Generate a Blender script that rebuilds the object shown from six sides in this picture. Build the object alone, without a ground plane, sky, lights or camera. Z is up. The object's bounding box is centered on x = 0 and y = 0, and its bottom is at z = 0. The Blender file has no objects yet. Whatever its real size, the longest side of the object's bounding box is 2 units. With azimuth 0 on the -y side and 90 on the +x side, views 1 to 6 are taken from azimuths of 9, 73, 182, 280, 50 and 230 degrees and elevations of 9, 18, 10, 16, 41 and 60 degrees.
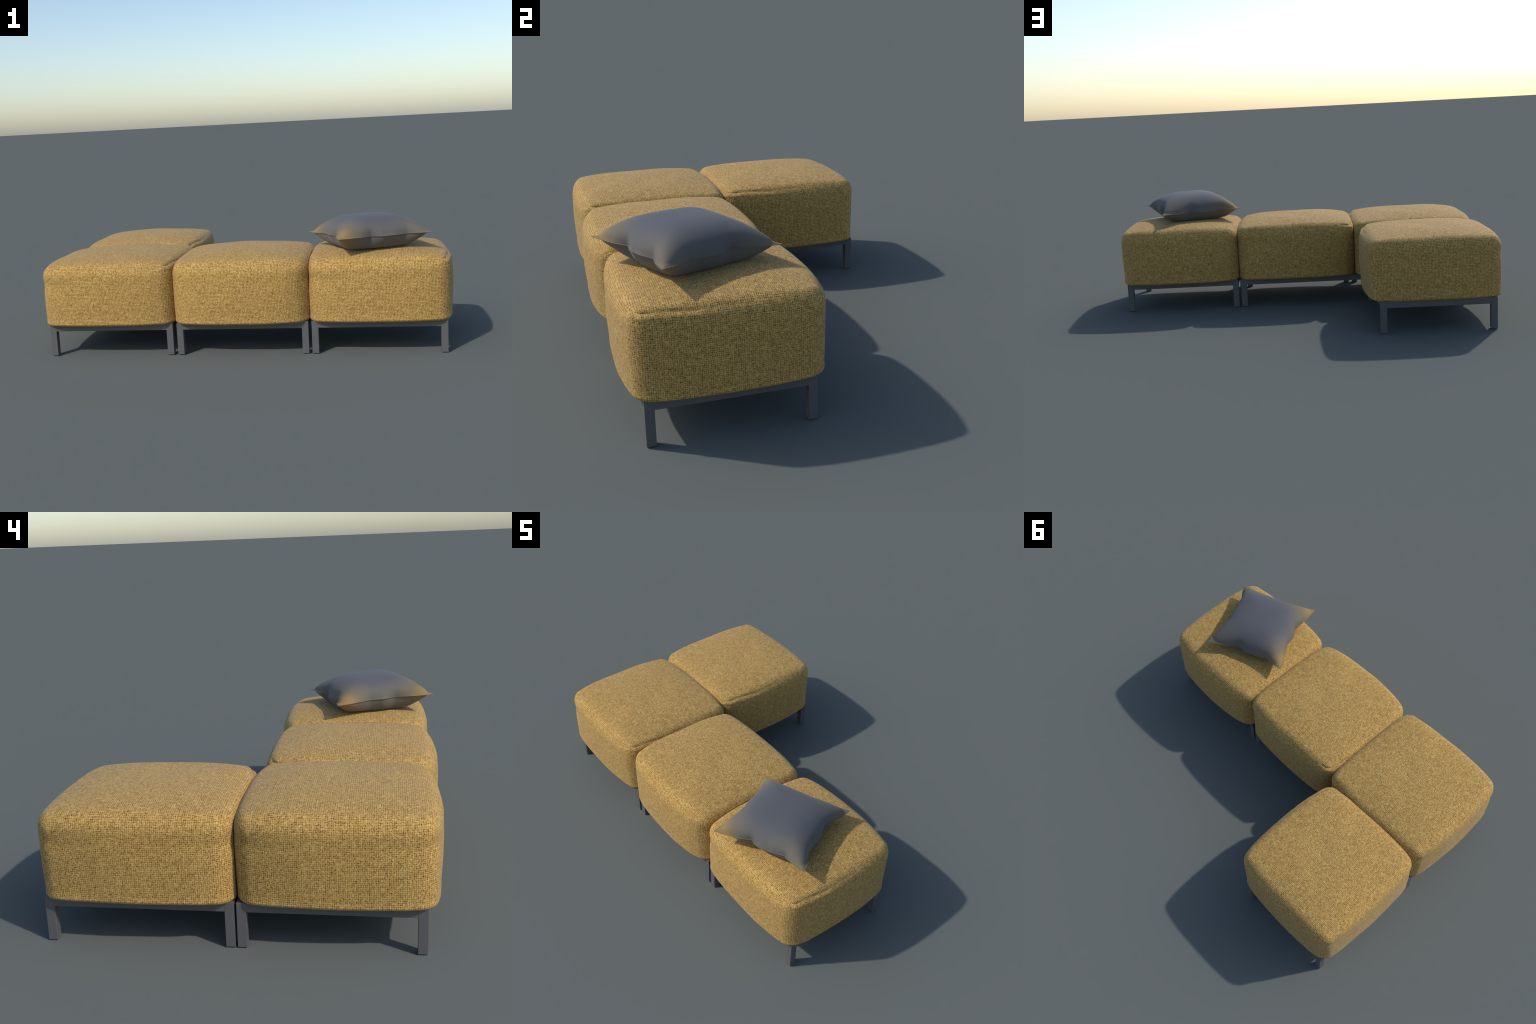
"""Four upholstered ottomans set in an L on square steel frames, one throw pillow on the last."""
import bpy, math
import numpy as np
from mathutils import Vector

# ------------------------------------------------------------------ helpers
def link(obj, parent=None):
    bpy.context.scene.collection.objects.link(obj)
    if parent is not None:
        obj.parent = parent
    return obj


def mesh_object(name, verts, faces, mat, parent=None, smooth=True):
    me = bpy.data.meshes.new(name)
    me.from_pydata([tuple(map(float, v)) for v in verts], [], faces)
    me.update()
    me.polygons.foreach_set("use_smooth", [smooth] * len(me.polygons))
    me.materials.append(mat)
    return link(bpy.data.objects.new(name, me), parent)


def smoothstep(a, b, x):
    t = np.clip((x - a) / (b - a), 0, 1)
    return t * t * (3 - 2 * t)


# ------------------------------------------------------------------ materials
class Nodes:
    """Small wrapper that keeps node graphs readable."""
    def __init__(self, name):
        self.mat = bpy.data.materials.new(name)
        self.mat.use_nodes = True
        self.t = self.mat.node_tree
        self.bsdf = self.t.nodes["Principled BSDF"]

    def n(self, kind, **props):
        node = self.t.nodes.new(kind)
        for k, v in props.items():
            setattr(node, k, v)
        return node

    def link(self, a, b):
        self.t.links.new(a, b)

    def put(self, sock, val):
        if hasattr(val, "is_output"):
            self.link(val, sock)
        else:
            sock.default_value = val

    def math(self, op, a, b=None, c=None, clamp=False):
        m = self.n("ShaderNodeMath", operation=op, use_clamp=clamp)
        for i, v in enumerate((a, b, c)):
            if v is not None:
                self.put(m.inputs[i], v)
        return m.outputs[0]

    def mixf(self, f, a, b):
        m = self.n("ShaderNodeMix", data_type="FLOAT")
        self.put(m.inputs[0], f); self.put(m.inputs[2], a); self.put(m.inputs[3], b)
        return m.outputs[0]

    def mixc(self, f, a, b, blend="MIX"):
        m = self.n("ShaderNodeMix", data_type="RGBA", blend_type=blend)
        self.put(m.inputs[0], f); self.put(m.inputs[6], a); self.put(m.inputs[7], b)
        return m.outputs[2]

    def xyz(self, x, y, z=0.0):
        c = self.n("ShaderNodeCombineXYZ")
        self.put(c.inputs[0], x); self.put(c.inputs[1], y); self.put(c.inputs[2], z)
        return c.outputs[0]

    def noise(self, vec, scale, detail=2.0, rough=0.5, dist=0.0):
        t = self.n("ShaderNodeTexNoise")
        self.link(vec, t.inputs["Vector"])
        t.inputs["Scale"].default_value = scale
        t.inputs["Detail"].default_value = detail
        t.inputs["Roughness"].default_value = rough
        t.inputs["Distortion"].default_value = dist
        return t.outputs["Fac"]

    def white(self, vec):
        t = self.n("ShaderNodeTexWhiteNoise", noise_dimensions="3D")
        self.link(vec, t.inputs["Vector"])
        return t.outputs["Value"]

    def remap(self, v, a, b, lo=0.0, hi=1.0, smooth=True):
        m = self.n("ShaderNodeMapRange", interpolation_type="SMOOTHSTEP" if smooth else "LINEAR")
        self.put(m.inputs[0], v)
        for i, k in enumerate((a, b, lo, hi)):
            m.inputs[i + 1].default_value = k
        return m.outputs[0]


def rgb(r, g, b):
    return (r, g, b, 1.0)


def woven_fabric():
    """Coarse mustard plain weave: threads crossing over and under, dark gaps, slubs."""
    N = Nodes("mustard_weave")
    tc = N.n("ShaderNodeTexCoord")
    pos = N.n("ShaderNodeSeparateXYZ"); N.link(tc.outputs["Object"], pos.inputs[0])
    nor = N.n("ShaderNodeSeparateXYZ"); N.link(tc.outputs["Normal"], nor.inputs[0])
    ax, ay, az = (N.math("ABSOLUTE", nor.outputs[i]) for i in range(3))
    # lay the cloth flat on the face it covers: top, long side or short side
    top = N.math("GREATER_THAN", az, N.math("MAXIMUM", ax, ay))
    side_x = N.math("GREATER_THAN", ax, ay)
    u = N.mixf(top, N.mixf(side_x, pos.outputs[0], pos.outputs[1]), pos.outputs[0])
    v = N.mixf(top, pos.outputs[2], pos.outputs[1])
    layer = N.math("ADD", N.math("MULTIPLY", top, 7.0), N.math("MULTIPLY", side_x, 3.0))
    flat = N.xyz(u, v, layer)
    # threads wander a little
    wob_u = N.math("MULTIPLY", N.math("SUBTRACT", N.noise(flat, 110.0, 2.0), 0.5), WEAVE * 1.5)
    shifted = N.xyz(N.math("ADD", u, 5.3), N.math("ADD", v, 2.7), layer)
    wob_v = N.math("MULTIPLY", N.math("SUBTRACT", N.noise(shifted, 110.0, 2.0), 0.5), WEAVE * 1.5)
    gu = N.math("DIVIDE", N.math("ADD", u, wob_u), WEAVE)
    gv = N.math("DIVIDE", N.math("ADD", v, wob_v), WEAVE)
    iu, iv = N.math("FLOOR", gu), N.math("FLOOR", gv)
    fu, fv = N.math("FRACT", gu), N.math("FRACT", gv)
    cell = N.xyz(iu, iv, layer)
    rnd = N.white(cell)
    rnd2 = N.white(N.xyz(N.math("ADD", iu, 31.5), N.math("ADD", iv, 11.5), layer))
    par = N.math("FLOORED_MODULO", N.math("ADD", iu, iv), 2.0)
    flip = N.math("GREATER_THAN", rnd2, 0.74)
    par = N.math("ABSOLUTE", N.math("SUBTRACT", par, flip))
    along = N.mixf(par, fu, fv)
    across = N.mixf(par, fv, fu)
    # rounded thread: high on its axis, diving under at both ends
    ca = N.math("ABSOLUTE", N.math("SUBTRACT", N.math("MULTIPLY", across, 2.0), 1.0))
    cl = N.math("ABSOLUTE", N.math("SUBTRACT", N.math("MULTIPLY", along, 2.0), 1.0))
    h = N.math("MULTIPLY",
               N.math("SUBTRACT", 1.0, N.math("POWER", ca, 2.6)),
               N.math("SUBTRACT", 1.0, N.math("MULTIPLY", N.math("POWER", cl, 3.0), 0.62)))
    fibre = N.noise(flat, 560.0, 3.0, 0.7)
    # whole threads vary along the warp and along the weft
    warp = N.noise(N.xyz(N.math("MULTIPLY", iu, 7.31), N.math("MULTIPLY", v, 40.0), layer), 1.0, 0.0)
    weft = N.noise(N.xyz(N.math("MULTIPLY", u, 40.0), N.math("MULTIPLY", iv, 7.31), layer), 1.0, 0.0)
    thread = N.mixf(par, weft, warp)
    tone = N.math("ADD", N.math("MULTIPLY", N.math("SUBTRACT", rnd, 0.5), 0.26),
                  N.math("MULTIPLY", N.math("SUBTRACT", thread, 0.5), 0.32))
    tone = N.math("ADD", tone, N.math("MULTIPLY", N.math("SUBTRACT", fibre, 0.5), 0.95))
    # gaps between threads open up here and there, mostly where four threads meet
    open_ = N.remap(N.noise(flat, 0.95 / WEAVE, 1.0), 0.36, 0.62, 0.15, 1.10)
    gap = N.math("MULTIPLY", N.remap(h, 0.08, 0.72, 1.0, 0.0), open_)
    gap = N.math("MULTIPLY", gap, N.math("MULTIPLY_ADD", N.math("POWER", cl, 2.0), 0.62, 0.52))
    # pinholes where four threads meet, some closed and some wide open
    du = N.math("SUBTRACT", gu, N.math("ROUND", gu))
    dv = N.math("SUBTRACT", gv, N.math("ROUND", gv))
    knot = N.white(N.xyz(N.math("ADD", N.math("ROUND", gu), 0.37), N.math("ADD", N.math("ROUND", gv), 0.61), layer))
    lean = N.remap(N.math("FRACT", N.math("MULTIPLY", knot, 7.0)), 0.35, 0.65, 0.55, 1.80)
    du = N.math("MULTIPLY", du, lean)
    dv = N.math("DIVIDE", dv, lean)
    far = N.math("SQRT", N.math("ADD", N.math("MULTIPLY", du, du), N.math("MULTIPLY", dv, dv)))
    far = N.math("MULTIPLY_ADD", N.math("SUBTRACT", fibre, 0.5), 0.35, far)
    hole = N.math("MULTIPLY", N.remap(far, 0.08, 0.46, 0.85, 0.0), N.remap(knot, 0.30, 0.95, 0.0, 1.0))
    gap = N.math("MAXIMUM", gap, hole)
    body = N.math("ADD", N.math("MULTIPLY_ADD", gap, -0.98, 0.70), tone)
    ramp = N.n("ShaderNodeValToRGB")
    N.link(body, ramp.inputs[0])
    cr = ramp.color_ramp
    cr.elements[0].position = 0.0; cr.elements[0].color = rgb(*GAP)
    cr.elements[1].position = 1.0; cr.elements[1].color = rgb(*LIGHT)
    e = cr.elements.new(0.30); e.color = rgb(*UNDER)
    e = cr.elements.new(0.62); e.color = rgb(*THREAD)
    # broad cloudiness of the dyed cloth
    cloud = N.noise(tc.outputs["Object"], 9.0, 3.0)
    col = N.mixc(N.remap(cloud, 0.25, 0.8, 0.0, 0.10), ramp.outputs[0], rgb(0.33, 0.19, 0.055))
    N.link(col, N.bsdf.inputs["Base Color"])
    N.bsdf.inputs["Roughness"].default_value = 0.85
    N.bsdf.inputs["Specular IOR Level"].default_value = 0.25
    N.bsdf.inputs["Sheen Weight"].default_value = 0.09
    N.bsdf.inputs["Sheen Roughness"].default_value = 0.5
    bump = N.n("ShaderNodeBump")
    bump.inputs["Strength"].default_value = 0.5
    bump.inputs["Distance"].default_value = 0.0009
    N.link(N.math("ADD", h, N.math("MULTIPLY", fibre, 0.35)), bump.inputs["Height"])
    N.link(bump.outputs[0], N.bsdf.inputs["Normal"])
    return N.mat


def powder_coat():
    N = Nodes("graphite_powder_coat")
    tc = N.n("ShaderNodeTexCoord")
    g = N.noise(tc.outputs["Object"], 60.0, 3.0)
    N.link(N.mixc(g, rgb(0.098, 0.097, 0.098), rgb(0.116, 0.115, 0.115)), N.bsdf.inputs["Base Color"])
    N.bsdf.inputs["Roughness"].default_value = 0.55
    N.bsdf.inputs["Specular IOR Level"].default_value = 0.3
    fine = N.noise(tc.outputs["Object"], 700.0, 2.0)
    bump = N.n("ShaderNodeBump")
    bump.inputs["Strength"].default_value = 0.08
    bump.inputs["Distance"].default_value = 0.0006
    N.link(fine, bump.inputs["Height"]); N.link(bump.outputs[0], N.bsdf.inputs["Normal"])
    return N.mat


def pillow_cloth():
    """Slate cloth with a radial colour gradient: it turns ochre toward the seam and strongest at the corners."""
    N = Nodes("slate_to_ochre_cloth")
    tc = N.n("ShaderNodeTexCoord")
    pos = N.n("ShaderNodeSeparateXYZ"); N.link(tc.outputs["Object"], pos.inputs[0])
    half = 0.226
    x = N.math("DIVIDE", N.math("ABSOLUTE", pos.outputs[0]), half)
    y = N.math("DIVIDE", N.math("ABSOLUTE", pos.outputs[1]), half)
    r = N.math("SQRT", N.math("ADD", N.math("POWER", x, 2.0), N.math("POWER", y, 2.0)))
    drift = N.math("MULTIPLY", N.math("SUBTRACT", N.noise(tc.outputs["Object"], 11.0, 2.0), 0.5), 0.12)
    # uneven gradient: ochre is weaker on the two corners toward +x
    fade = N.math("MULTIPLY", N.math("DIVIDE", pos.outputs[0], half), -0.20)
    r = N.math("ADD", N.math("ADD", r, drift), N.math("MULTIPLY", fade, N.remap(r, 0.5, 1.3)))
    ramp = N.n("ShaderNodeValToRGB")
    N.link(N.math("DIVIDE", r, 1.4142), ramp.inputs[0])
    cr = ramp.color_ramp
    cr.elements[0].position = 0.0; cr.elements[0].color = rgb(0.081, 0.086, 0.098)
    cr.elements[1].position = 0.97; cr.elements[1].color = rgb(0.265, 0.172, 0.062)
    for p, c in ((0.46, (0.086, 0.090, 0.100)), (0.64, (0.124, 0.113, 0.098)), (0.83, (0.170, 0.132, 0.080))):
        e = cr.elements.new(p); e.color = rgb(*c)
    weave = N.noise(tc.outputs["Object"], 1400.0, 2.0)
    col = N.mixc(0.10, ramp.outputs[0], N.mixc(weave, rgb(0.04, 0.04, 0.05), rgb(0.30, 0.28, 0.26)))
    N.link(col, N.bsdf.inputs["Base Color"])
    N.bsdf.inputs["Roughness"].default_value = 0.8
    N.bsdf.inputs["Specular IOR Level"].default_value = 0.25
    N.bsdf.inputs["Sheen Weight"].default_value = 0.1
    bump = N.n("ShaderNodeBump")
    bump.inputs["Strength"].default_value = 0.05
    bump.inputs["Distance"].default_value = 0.0005
    N.link(weave, bump.inputs["Height"]); N.link(bump.outputs[0], N.bsdf.inputs["Normal"])
    return N.mat


WEAVE = 0.0066
GAP = (0.092, 0.048, 0.019)
UNDER = (0.28, 0.152, 0.037)
THREAD = (0.468, 0.281, 0.073)
LIGHT = (0.66, 0.455, 0.165)
FABRIC = woven_fabric()
STEEL = powder_coat()
CLOTH = pillow_cloth()

# ------------------------------------------------------------------ frame
TUBE = 0.0312        # square tube
FRAME_TOP = 0.1535   # height of the frame above the floor


def box(name, x0, x1, y0, y1, z0, z1, parent, bevel=0.0012):
    vs = [(x, y, z) for z in (z0, z1) for y in (y0, y1) for x in (x0, x1)]
    fs = [(0, 2, 3, 1), (4, 5, 7, 6), (0, 1, 5, 4), (2, 6, 7, 3), (0, 4, 6, 2), (1, 3, 7, 5)]
    ob = mesh_object(name, vs, fs, STEEL, parent, smooth=False)
    b = ob.modifiers.new("soft_edge", "BEVEL"); b.width = bevel; b.segments = 2
    return ob


def build_frame(parent, cx, cy, x0, x1, y0, y1, legs=None, rails=None):
    """Square tube legs joined by rails under the cushion. Arguments are in world metres;
    legs: lower left corners of the tubes, rails: (x0, x1, y0, y1). Default: one leg at each
    corner and a rail along each side."""
    t, e = TUBE, 0.0006
    zr0, zr1 = FRAME_TOP - t, FRAME_TOP - e
    if legs is None:
        legs = [(x0, y0), (x1 - t, y0), (x0, y1 - t), (x1 - t, y1 - t)]
    if rails is None:
        rails = [(x0 + t, x1 - t, y0, y0 + t), (x0 + t, x1 - t, y1 - t, y1),
                 (x0, x0 + t, y0 + t, y1 - t), (x1 - t, x1, y0 + t, y1 - t)]
    panel = box("frame", x0 + t - 0.004 - cx, x1 - t + 0.004 - cx, y0 + t - 0.004 - cy, y1 - t + 0.004 - cy,
                FRAME_TOP - 0.012, FRAME_TOP - 0.001, parent)
    for a, b, c, d in rails:
        long_x = (b - a) > (d - c)
        gx, gy = (0.002, -e) if long_x else (-e, 0.002)      # ends run into the leg, faces sit just inside it
        box("rail", a - gx - cx, b + gx - cx, c - gy - cy, d + gy - cy, zr0, zr1, panel)
    for a, c in legs:
        box("leg", a - cx, a + t - cx, c - cy, c + t - cy, 0.0, FRAME_TOP, panel)


# ------------------------------------------------------------------ seat cushion
def box_lattice(knots):
    """Vertices and quads of a closed box whose faces carry a lattice at the given knots per axis."""
    nx, ny, nz = (len(k) - 1 for k in knots)
    ids, verts, faces = {}, [], []

    def vid(i, j, k):
        key = (i, j, k)
        if key not in ids:
            ids[key] = len(verts)
            verts.append((knots[0][i], knots[1][j], knots[2][k]))
        return ids[key]
    for i in range(nx):
        for j in range(ny):
            faces.append((vid(i, j, 0), vid(i, j + 1, 0), vid(i + 1, j + 1, 0), vid(i + 1, j, 0)))
            faces.append((vid(i, j, nz), vid(i + 1, j, nz), vid(i + 1, j + 1, nz), vid(i, j + 1, nz)))
    for i in range(nx):
        for k in range(nz):
            faces.append((vid(i, 0, k), vid(i + 1, 0, k), vid(i + 1, 0, k + 1), vid(i, 0, k + 1)))
            faces.append((vid(i, ny, k), vid(i, ny, k + 1), vid(i + 1, ny, k + 1), vid(i + 1, ny, k)))
    for j in range(ny):
        for k in range(nz):
            faces.append((vid(0, j, k), vid(0, j, k + 1), vid(0, j + 1, k + 1), vid(0, j + 1, k)))
            faces.append((vid(nx, j, k), vid(nx, j + 1, k), vid(nx, j + 1, k + 1), vid(nx, j, k + 1)))
    return np.array(verts), faces


def axis_knots(lo, hi, r, n_mid, n_arc=24):
    a = r * (1 - np.tan(np.linspace(math.pi / 4, 0, n_arc + 1)))   # even steps of angle
    a = np.clip(a, 0, r)
    mid = np.linspace(lo + r, hi - r, n_mid + 1)[1:-1]
    return np.concatenate([lo + a, mid, (hi - a)[::-1]])


def cushion_shape(w, d, bows, turned, pinch):
    """Puffy block. w, d: width and depth at the corners. bows: how far the middle of each side
    swells out, order -x, +x, -y, +y. Sits at z = BASE."""
    a, b, r = w / 2, d / 2, 0.046
    knots = (axis_knots(-a, a, r, 60), axis_knots(-b, b, r, 60), axis_knots(BASE, EDGE, r, 34))
    P, faces = box_lattice(knots)
    lo = np.array([-a + r, -b + r, BASE + r]); hi = np.array([a - r, b - r, EDGE - r])
    q = np.clip(P, lo, hi)
    dlt = P - q
    ln = np.linalg.norm(dlt, axis=1, keepdims=True)
    n = np.where(ln > 1e-9, dlt / np.maximum(ln, 1e-9), 0)
    P = q + n * r
    x, y, z = P[:, 0].copy(), P[:, 1].copy(), P[:, 2].copy()
    # tighter rounding at the bottom edge than at the top edge
    zb = BASE + r
    z = np.where(z < zb, BASE + (z - BASE) * BOTTOM_R / r,
                 BASE + BOTTOM_R + (z - zb) * (EDGE - BASE - BOTTOM_R) / (EDGE - zb))
    s = (z - BASE) / (EDGE - BASE)
    ux, uy = np.clip(np.abs(x) / a, 0, 1), np.clip(np.abs(y) / b, 0, 1)
    # sides swell between the corners; a touch less at the very top and bottom
    prof = 0.80 + 0.20 * np.sin(np.clip(s, 0, 1) * math.pi)
    bx = np.where(x < 0, bows[0], bows[1]) * (1 - uy ** 2.3) * prof
    by = np.where(y < 0, bows[2], bows[3]) * (1 - ux ** 2.3) * prof
    X = x * (1 + bx / a)
    Y = y * (1 + by / b)
    # crown of the seat, most in the middle, and a corner that sits lower
    top = smoothstep(0.55, 1.0, s)
    Z = z + CROWN * top * (1 - ux ** 3.2) * (1 - uy ** 3.2)
    # upright corners are rounder than the top edge, most of all low down
    pull = pinch * (0.009 + 0.006 * (1 - s)) * smoothstep(0.66, 1.0, ux) * smoothstep(0.66, 1.0, uy)
    X -= np.sign(x) * pull
    Y -= np.sign(y) * pull
    # taper: the block is a little narrower at its base
    tap = 1 - 0.008 * (1 - s) ** 1.5 + 0.010 * smoothstep(0.14, 0.0, s)
    X *= tap; Y *= tap
    # stitched seam on one side: a groove just over a proud ridge, dying out along the side
    sgn = -1.0 if turned else 1.0
    along = np.clip((-sgn * y / b + 1) / 2, 0, 1)             # 1 at the strong corner
    face = smoothstep(0.72, 0.93, sgn * x / a) * smoothstep(0.30, 0.80, along) \
        * (0.30 + 0.70 * along ** 2) * smoothstep(1.02, 0.97, uy) * (1 + 0.22 * np.sin(41 * y + 1.3) + 0.14 * np.sin(97 * y))
    side_n = np.stack([n[:, 0], n[:, 1], n[:, 2]], axis=1)
    tilt = np.arctan2(n[:, 2], np.maximum(np.hypot(n[:, 0], n[:, 1]), 1e-6))   # 0 side .. pi/2 top
    groove = np.exp(-((tilt - 0.92 - 0.07 * np.sin(23 * y + 0.4)) / 0.13) ** 2)
    ridge = np.exp(-((tilt - 0.58 - 0.07 * np.sin(23 * y + 0.4)) / 0.17) ** 2)
    edge = (ln[:, 0] > 1e-9) & (z > (BASE + EDGE) / 2)
    amp = np.where(edge, face * (-0.0050 * groove + 0.0030 * ridge), 0)
    X += side_n[:, 0] * amp; Y += side_n[:, 1] * amp; Z += side_n[:, 2] * amp
    # slack under the top edge at the opposite front corner
    slack = np.exp(-((s - 0.70) / 0.10) ** 2)
    fx = smoothstep(0.1, 0.95, -sgn * x / a) * smoothstep(0.80, 0.98, -sgn * y / b)
    fy = smoothstep(0.0, 0.95, uy) * smoothstep(0.80, 0.98, -sgn * x / a)
    Y += sgn * 0.0042 * slack * fx
    X += sgn * 0.0035 * slack * fy
    # soft lumps in the filling
    lump = 0.0016 * (np.sin(17 * X + 3 + 9 * Y) * np.sin(13 * Y - 11 * Z + 1) + 0.6 * np.sin(31 * X - 8 * Z) * np.sin(23 * Y + 2))
    Z += lump * top
    X += np.sign(x) * lump * 0.7 * smoothstep(0.6, 1, ux) * (1 - top)
    Y += np.sign(y) * lump * 0.7 * smoothstep(0.6, 1, uy) * (1 - top)
    return X, Y, Z, faces


BASE, EDGE, BOTTOM_R, CROWN = 0.1470, 0.4430, 0.020, 0.0360


def build_ottoman(label, frame, plan, bows, stops, turned=False, pinch=0.35, legs=None, rails=None):
    """frame and plan: (x0, x1, y0, y1) in metres. stops: planes where a neighbour presses on the cushion."""
    cx, cy = (plan[0] + plan[1]) / 2, (plan[2] + plan[3]) / 2
    root = link(bpy.data.objects.new("ottoman", None))
    root.empty_display_size = 0.1
    root.location = (cx, cy, 0)
    root["label"] = label
    root["category"] = "ottoman"
    X, Y, Z, faces = cushion_shape(plan[1] - plan[0], plan[3] - plan[2], bows, turned, pinch)
    gap = 0.0006
    if stops.get("-x") is not None: X = np.maximum(X, stops["-x"] + gap - cx)
    if stops.get("+x") is not None: X = np.minimum(X, stops["+x"] - gap - cx)
    if stops.get("-y") is not None: Y = np.maximum(Y, stops["-y"] + gap - cy)
    if stops.get("+y") is not None: Y = np.minimum(Y, stops["+y"] - gap - cy)
    mesh_object("seat_cushion", np.stack([X, Y, Z], 1), faces, FABRIC, root)
    build_frame(root, cx, cy, *frame, legs=legs, rails=rails)
    return root


SEAM_A, SEAM_B, SEAM_C = 0.326, -0.324, 0.0075     # where neighbouring cushions meet

T = TUBE
build_ottoman("square mustard woven ottoman on dark metal legs, end of row",
              (0.3335, 0.9585, -0.5945, -0.0385), (0.333, 0.969, -0.619, -0.009),
              (0.03, 0.032, 0.031, 0.045), {"-x": SEAM_A})
# the middle frame runs on behind to the leg at the inside of the L
build_ottoman("square mustard woven ottoman on dark metal legs, middle of row",
              (-0.3145, 0.3185, -0.5945, -0.0385), (-0.319, 0.321, -0.622, -0.010),
              (0.03, 0.03, 0.044, 0.026), {"+x": SEAM_A, "-x": SEAM_B}, turned=True, pinch=0.6,
              legs=[(-0.3145, -0.5945), (0.3185 - T, -0.5945), (0.3185 - T, -0.0385 - T)],
              rails=[(-0.3145 + T, 0.3185 - T, -0.5945, -0.5945 + T),
                     (-0.3940, 0.3185 - T, -0.0385 - T, -0.0385),
                     (-0.3145, -0.3145 + T, -0.5945 + T, -0.0385 - T),
                     (0.3185 - T, 0.3185, -0.5945 + T, -0.0385 - T)])
build_ottoman("square mustard woven ottoman on dark metal legs, corner seat",
              (-0.9515, -0.3340, -0.5945, 0.0038), (-0.966, -0.330, -0.620, 0.000),
              (0.032, 0.03, 0.030, 0.03), {"+x": SEAM_B, "+y": SEAM_C},
              legs=[(-0.9515, -0.5945), (-0.3340 - T, -0.5945), (-0.9515, 0.0038 - T), (-0.3940 - T, -0.0385 - T)],
              rails=[(-0.9515 + T, -0.3340 - T, -0.5945, -0.5945 + T),
                     (-0.9515 + T, -0.3940 - T - 0.003, 0.0038 - T, 0.0038),
                     (-0.9515, -0.9515 + T, -0.5945 + T, 0.0038 - T),
                     (-0.3340 - T, -0.3340, -0.5945 + T, -0.0385 - T)])
build_ottoman("square mustard woven ottoman on dark metal legs, turned end",
              (-0.9515, -0.3940, 0.0110, 0.6435), (-0.977, -0.361, 0.014, 0.643),
              (0.023, 0.036, 0.03, 0.026), {"-y": SEAM_C},
              legs=[(-0.9515, 0.0110), (-0.9515, 0.6435 - T), (-0.3940 - T, 0.6435 - T)],
              rails=[(-0.9515 + T, -0.3940 - T, 0.0110, 0.0110 + T),
                     (-0.9515 + T, -0.3940 - T, 0.6435 - T, 0.6435),
                     (-0.9515, -0.9515 + T, 0.0110 + T, 0.6435 - T),
                     (-0.3940 - T, -0.3940, -0.0385, 0.6435 - T)])


# ------------------------------------------------------------------ throw pillow
def edge_profile(points, t):
    xs, ys = zip(*points)
    # rounded polyline: pinches in the seam stay visible as soft kinks
    out = np.zeros_like(t)
    for k in np.linspace(-0.010, 0.010, 7):
        out += np.interp(np.clip(t + k, 0, 1), xs, ys)
    return out / 7


FRONT_PINCH = ((0, 0), (0.1, 0.008), (0.25, 0.021), (0.373, 0.0455), (0.48, 0.0245),
               (0.617, 0.0255), (0.755, 0.0375), (0.865, 0.0140), (1, 0))
RIGHT_PINCH = ((0, 0), (0.11, 0.010), (0.25, 0.034), (0.37, 0.0335), (0.51, 0.032),
               (0.64, 0.0560), (0.775, 0.034), (0.90, 0.012), (1, 0))
LEFT_PINCH = ((0, 0), (0.12, 0.006), (0.25, 0.024), (0.37, 0.0385), (0.50, 0.027),
              (0.625, 0.0465), (0.77, 0.022), (1, 0))


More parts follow.
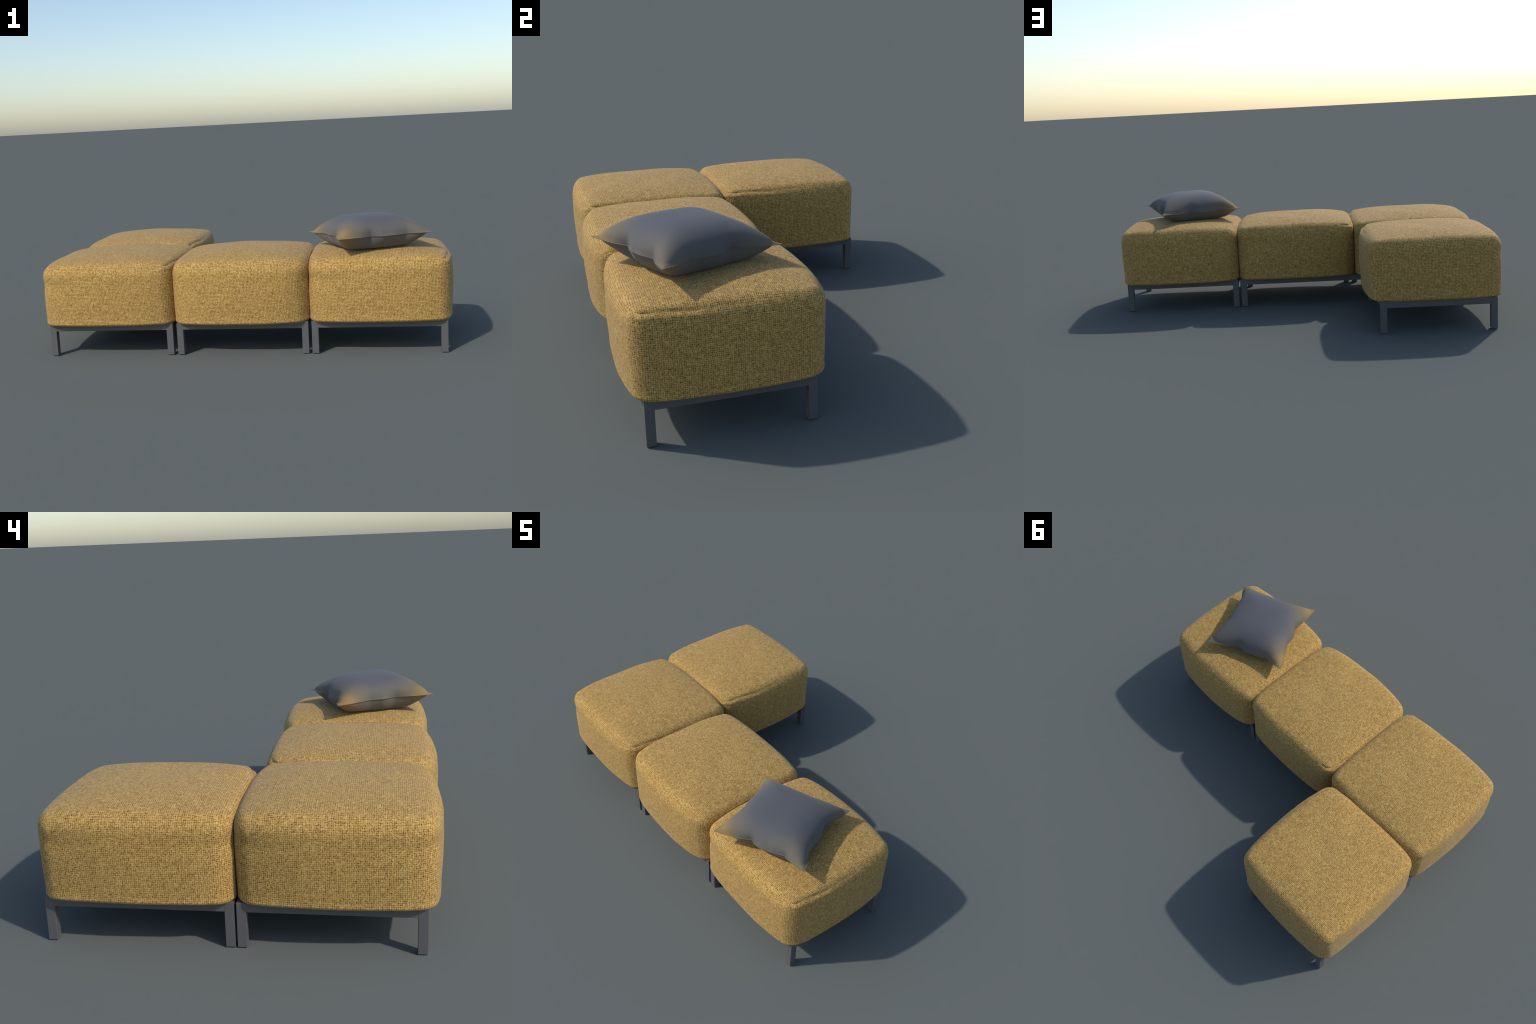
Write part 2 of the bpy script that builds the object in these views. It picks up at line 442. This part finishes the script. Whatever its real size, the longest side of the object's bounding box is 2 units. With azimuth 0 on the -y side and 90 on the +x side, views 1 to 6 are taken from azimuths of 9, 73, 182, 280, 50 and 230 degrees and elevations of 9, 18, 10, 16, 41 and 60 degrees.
def build_pillow():
    half, n = 0.2265, 72
    g = np.sin(np.linspace(-1, 1, n + 1) * math.pi / 2)        # finer toward the seam
    g = 0.5 * g + 0.5 * np.linspace(-1, 1, n + 1)
    U, V = np.meshgrid(g, g, indexing="ij")
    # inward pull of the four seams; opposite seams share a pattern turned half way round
    front = edge_profile(FRONT_PINCH, (U + 1) / 2)             # v = -1
    back = edge_profile(FRONT_PINCH, (1 - U) / 2)              # v = +1
    right = edge_profile(RIGHT_PINCH, (V + 1) / 2)              # u = +1
    left = edge_profile(LEFT_PINCH, (1 - V) / 2)               # u = -1
    # the broad hollow of each side reaches into the panel, the sharp pinches stay at the seam
    hu, hv = 0.030 * (1 - V ** 2), 0.030 * (1 - U ** 2)

    def plan(k0, k1):
        def pull(broad, seam_in, w):
            return broad * np.abs(w) ** k0 + (seam_in - broad) * np.abs(w) ** k1
        return (half * U + np.where(U > 0, -pull(hu, right, U), pull(hu, left, U)),
                half * V + np.where(V > 0, -pull(hv, back, V), pull(hv, front, V)))
    X, Y = plan(2.5, 15)
    XL, YL = plan(2.6, 6)          # the lower panel sags out past the pinched seam
    # seam rises to the front and dips along the sides
    seam = 0.008 * (-V) - 0.0045 * (1 - np.abs(U)) * np.abs(V) ** 3
    # the two panels lie flat on each other in a narrow margin by the seam, then swell steeply
    au, av = np.minimum(np.abs(U) / 0.989, 1), np.minimum(np.abs(V) / 0.989, 1)
    fu, fv = 1 - au ** 2.7, 1 - av ** 2.7
    rim = np.clip(1 - np.minimum((au ** 9 + av ** 9) ** (1 / 9), 1) ** 2.7, 0, 1)
    puff = 0.62 * (fu * fv) ** 0.56 + 0.38 * rim ** 0.62
    # creases running inward from the pinched spots of the seam
    def pinch(t, c, depth):
        return np.exp(-((t - c) / 0.042) ** 2) * depth
    tu, tv = (U + 1) / 2, (V + 1) / 2
    fold = pinch(tu, 0.373, 1.0) * smoothstep(-0.55, -0.97, V) + pinch(tu, 0.755, 0.8) * smoothstep(-0.55, -0.97, V) \
        + pinch(1 - tu, 0.373, 1.0) * smoothstep(0.55, 0.97, V) + pinch(1 - tu, 0.755, 0.8) * smoothstep(0.55, 0.97, V) \
        + pinch(tv, 0.37, 0.9) * smoothstep(0.55, 0.97, U) + pinch(tv, 0.63, 1.0) * smoothstep(0.55, 0.97, U) \
        + pinch(1 - tv, 0.37, 0.9) * smoothstep(-0.55, -0.97, U) + pinch(1 - tv, 0.63, 1.0) * smoothstep(-0.55, -0.97, U)
    puff = puff * (1 - 0.035 * fold)
    cz = 0.5378
    root = link(bpy.data.objects.new("throw_pillow", None))
    root.empty_display_size = 0.1
    ang = math.radians(21.3)
    root.location = (0.6076, -0.3750, cz)
    root.rotation_euler = (0, 0, ang)
    root["label"] = "plump slate grey throw pillow fading to ochre corners"
    root["category"] = "throw pillow"

    def panel(name, X, Y, Z, up):
        verts = np.stack([X, Y, Z], -1).reshape(-1, 3)
        k = n + 1
        faces = []
        for i in range(n):
            for j in range(n):
                f = (i * k + j, (i + 1) * k + j, (i + 1) * k + j + 1, i * k + j + 1)
                faces.append(f if up else f[::-1])
        return mesh_object(name, verts, faces, CLOTH, root)
    lip = 0.0009
    panel("upper_cover", X, Y, seam + lip + 0.090 * puff, True)
    low = seam - lip - 0.096 * puff ** 1.3
    floor = -cz + 0.4770
    low = np.where(low < floor + 0.012, floor + 0.012 - 0.012 * (1 - np.exp(-(floor + 0.012 - low) / 0.012)), low)
    panel("under_cover", XL, YL, low, False)
    # seam allowance: a narrow flat piping that follows the four pinched edges
    def ring(i):
        a = [(i, 0) for i in range(n)] + [(n, j) for j in range(n)] + [(n - i, n) for i in range(n)] + [(0, n - j) for j in range(n)]
        return a
    path = [(X[i, j], Y[i, j], seam[i, j]) for i, j in ring(0)]
    P = np.array(path); m = len(P)
    tan = np.roll(P, -1, 0) - np.roll(P, 1, 0)
    tan /= np.linalg.norm(tan, axis=1, keepdims=True)
    out = np.stack([tan[:, 1], -tan[:, 0], 0 * tan[:, 0]], 1)
    out /= np.linalg.norm(out, axis=1, keepdims=True)
    wide, thick, sides = 0.0026, 0.0016, 8
    verts, faces = [], []
    for s in range(sides):
        th = 2 * math.pi * s / sides
        verts.append(P + out * (wide * (math.cos(th) + 0.25)) + np.array([0, 0, thick * math.sin(th)]))
    verts = np.stack(verts, 1).reshape(-1, 3)
    for i in range(m):
        for s in range(sides):
            i2, s2 = (i + 1) % m, (s + 1) % sides
            faces.append((i * sides + s, i2 * sides + s, i2 * sides + s2, i * sides + s2))
    mesh_object("seam_piping", verts, faces, CLOTH, root)
    return root


build_pillow()
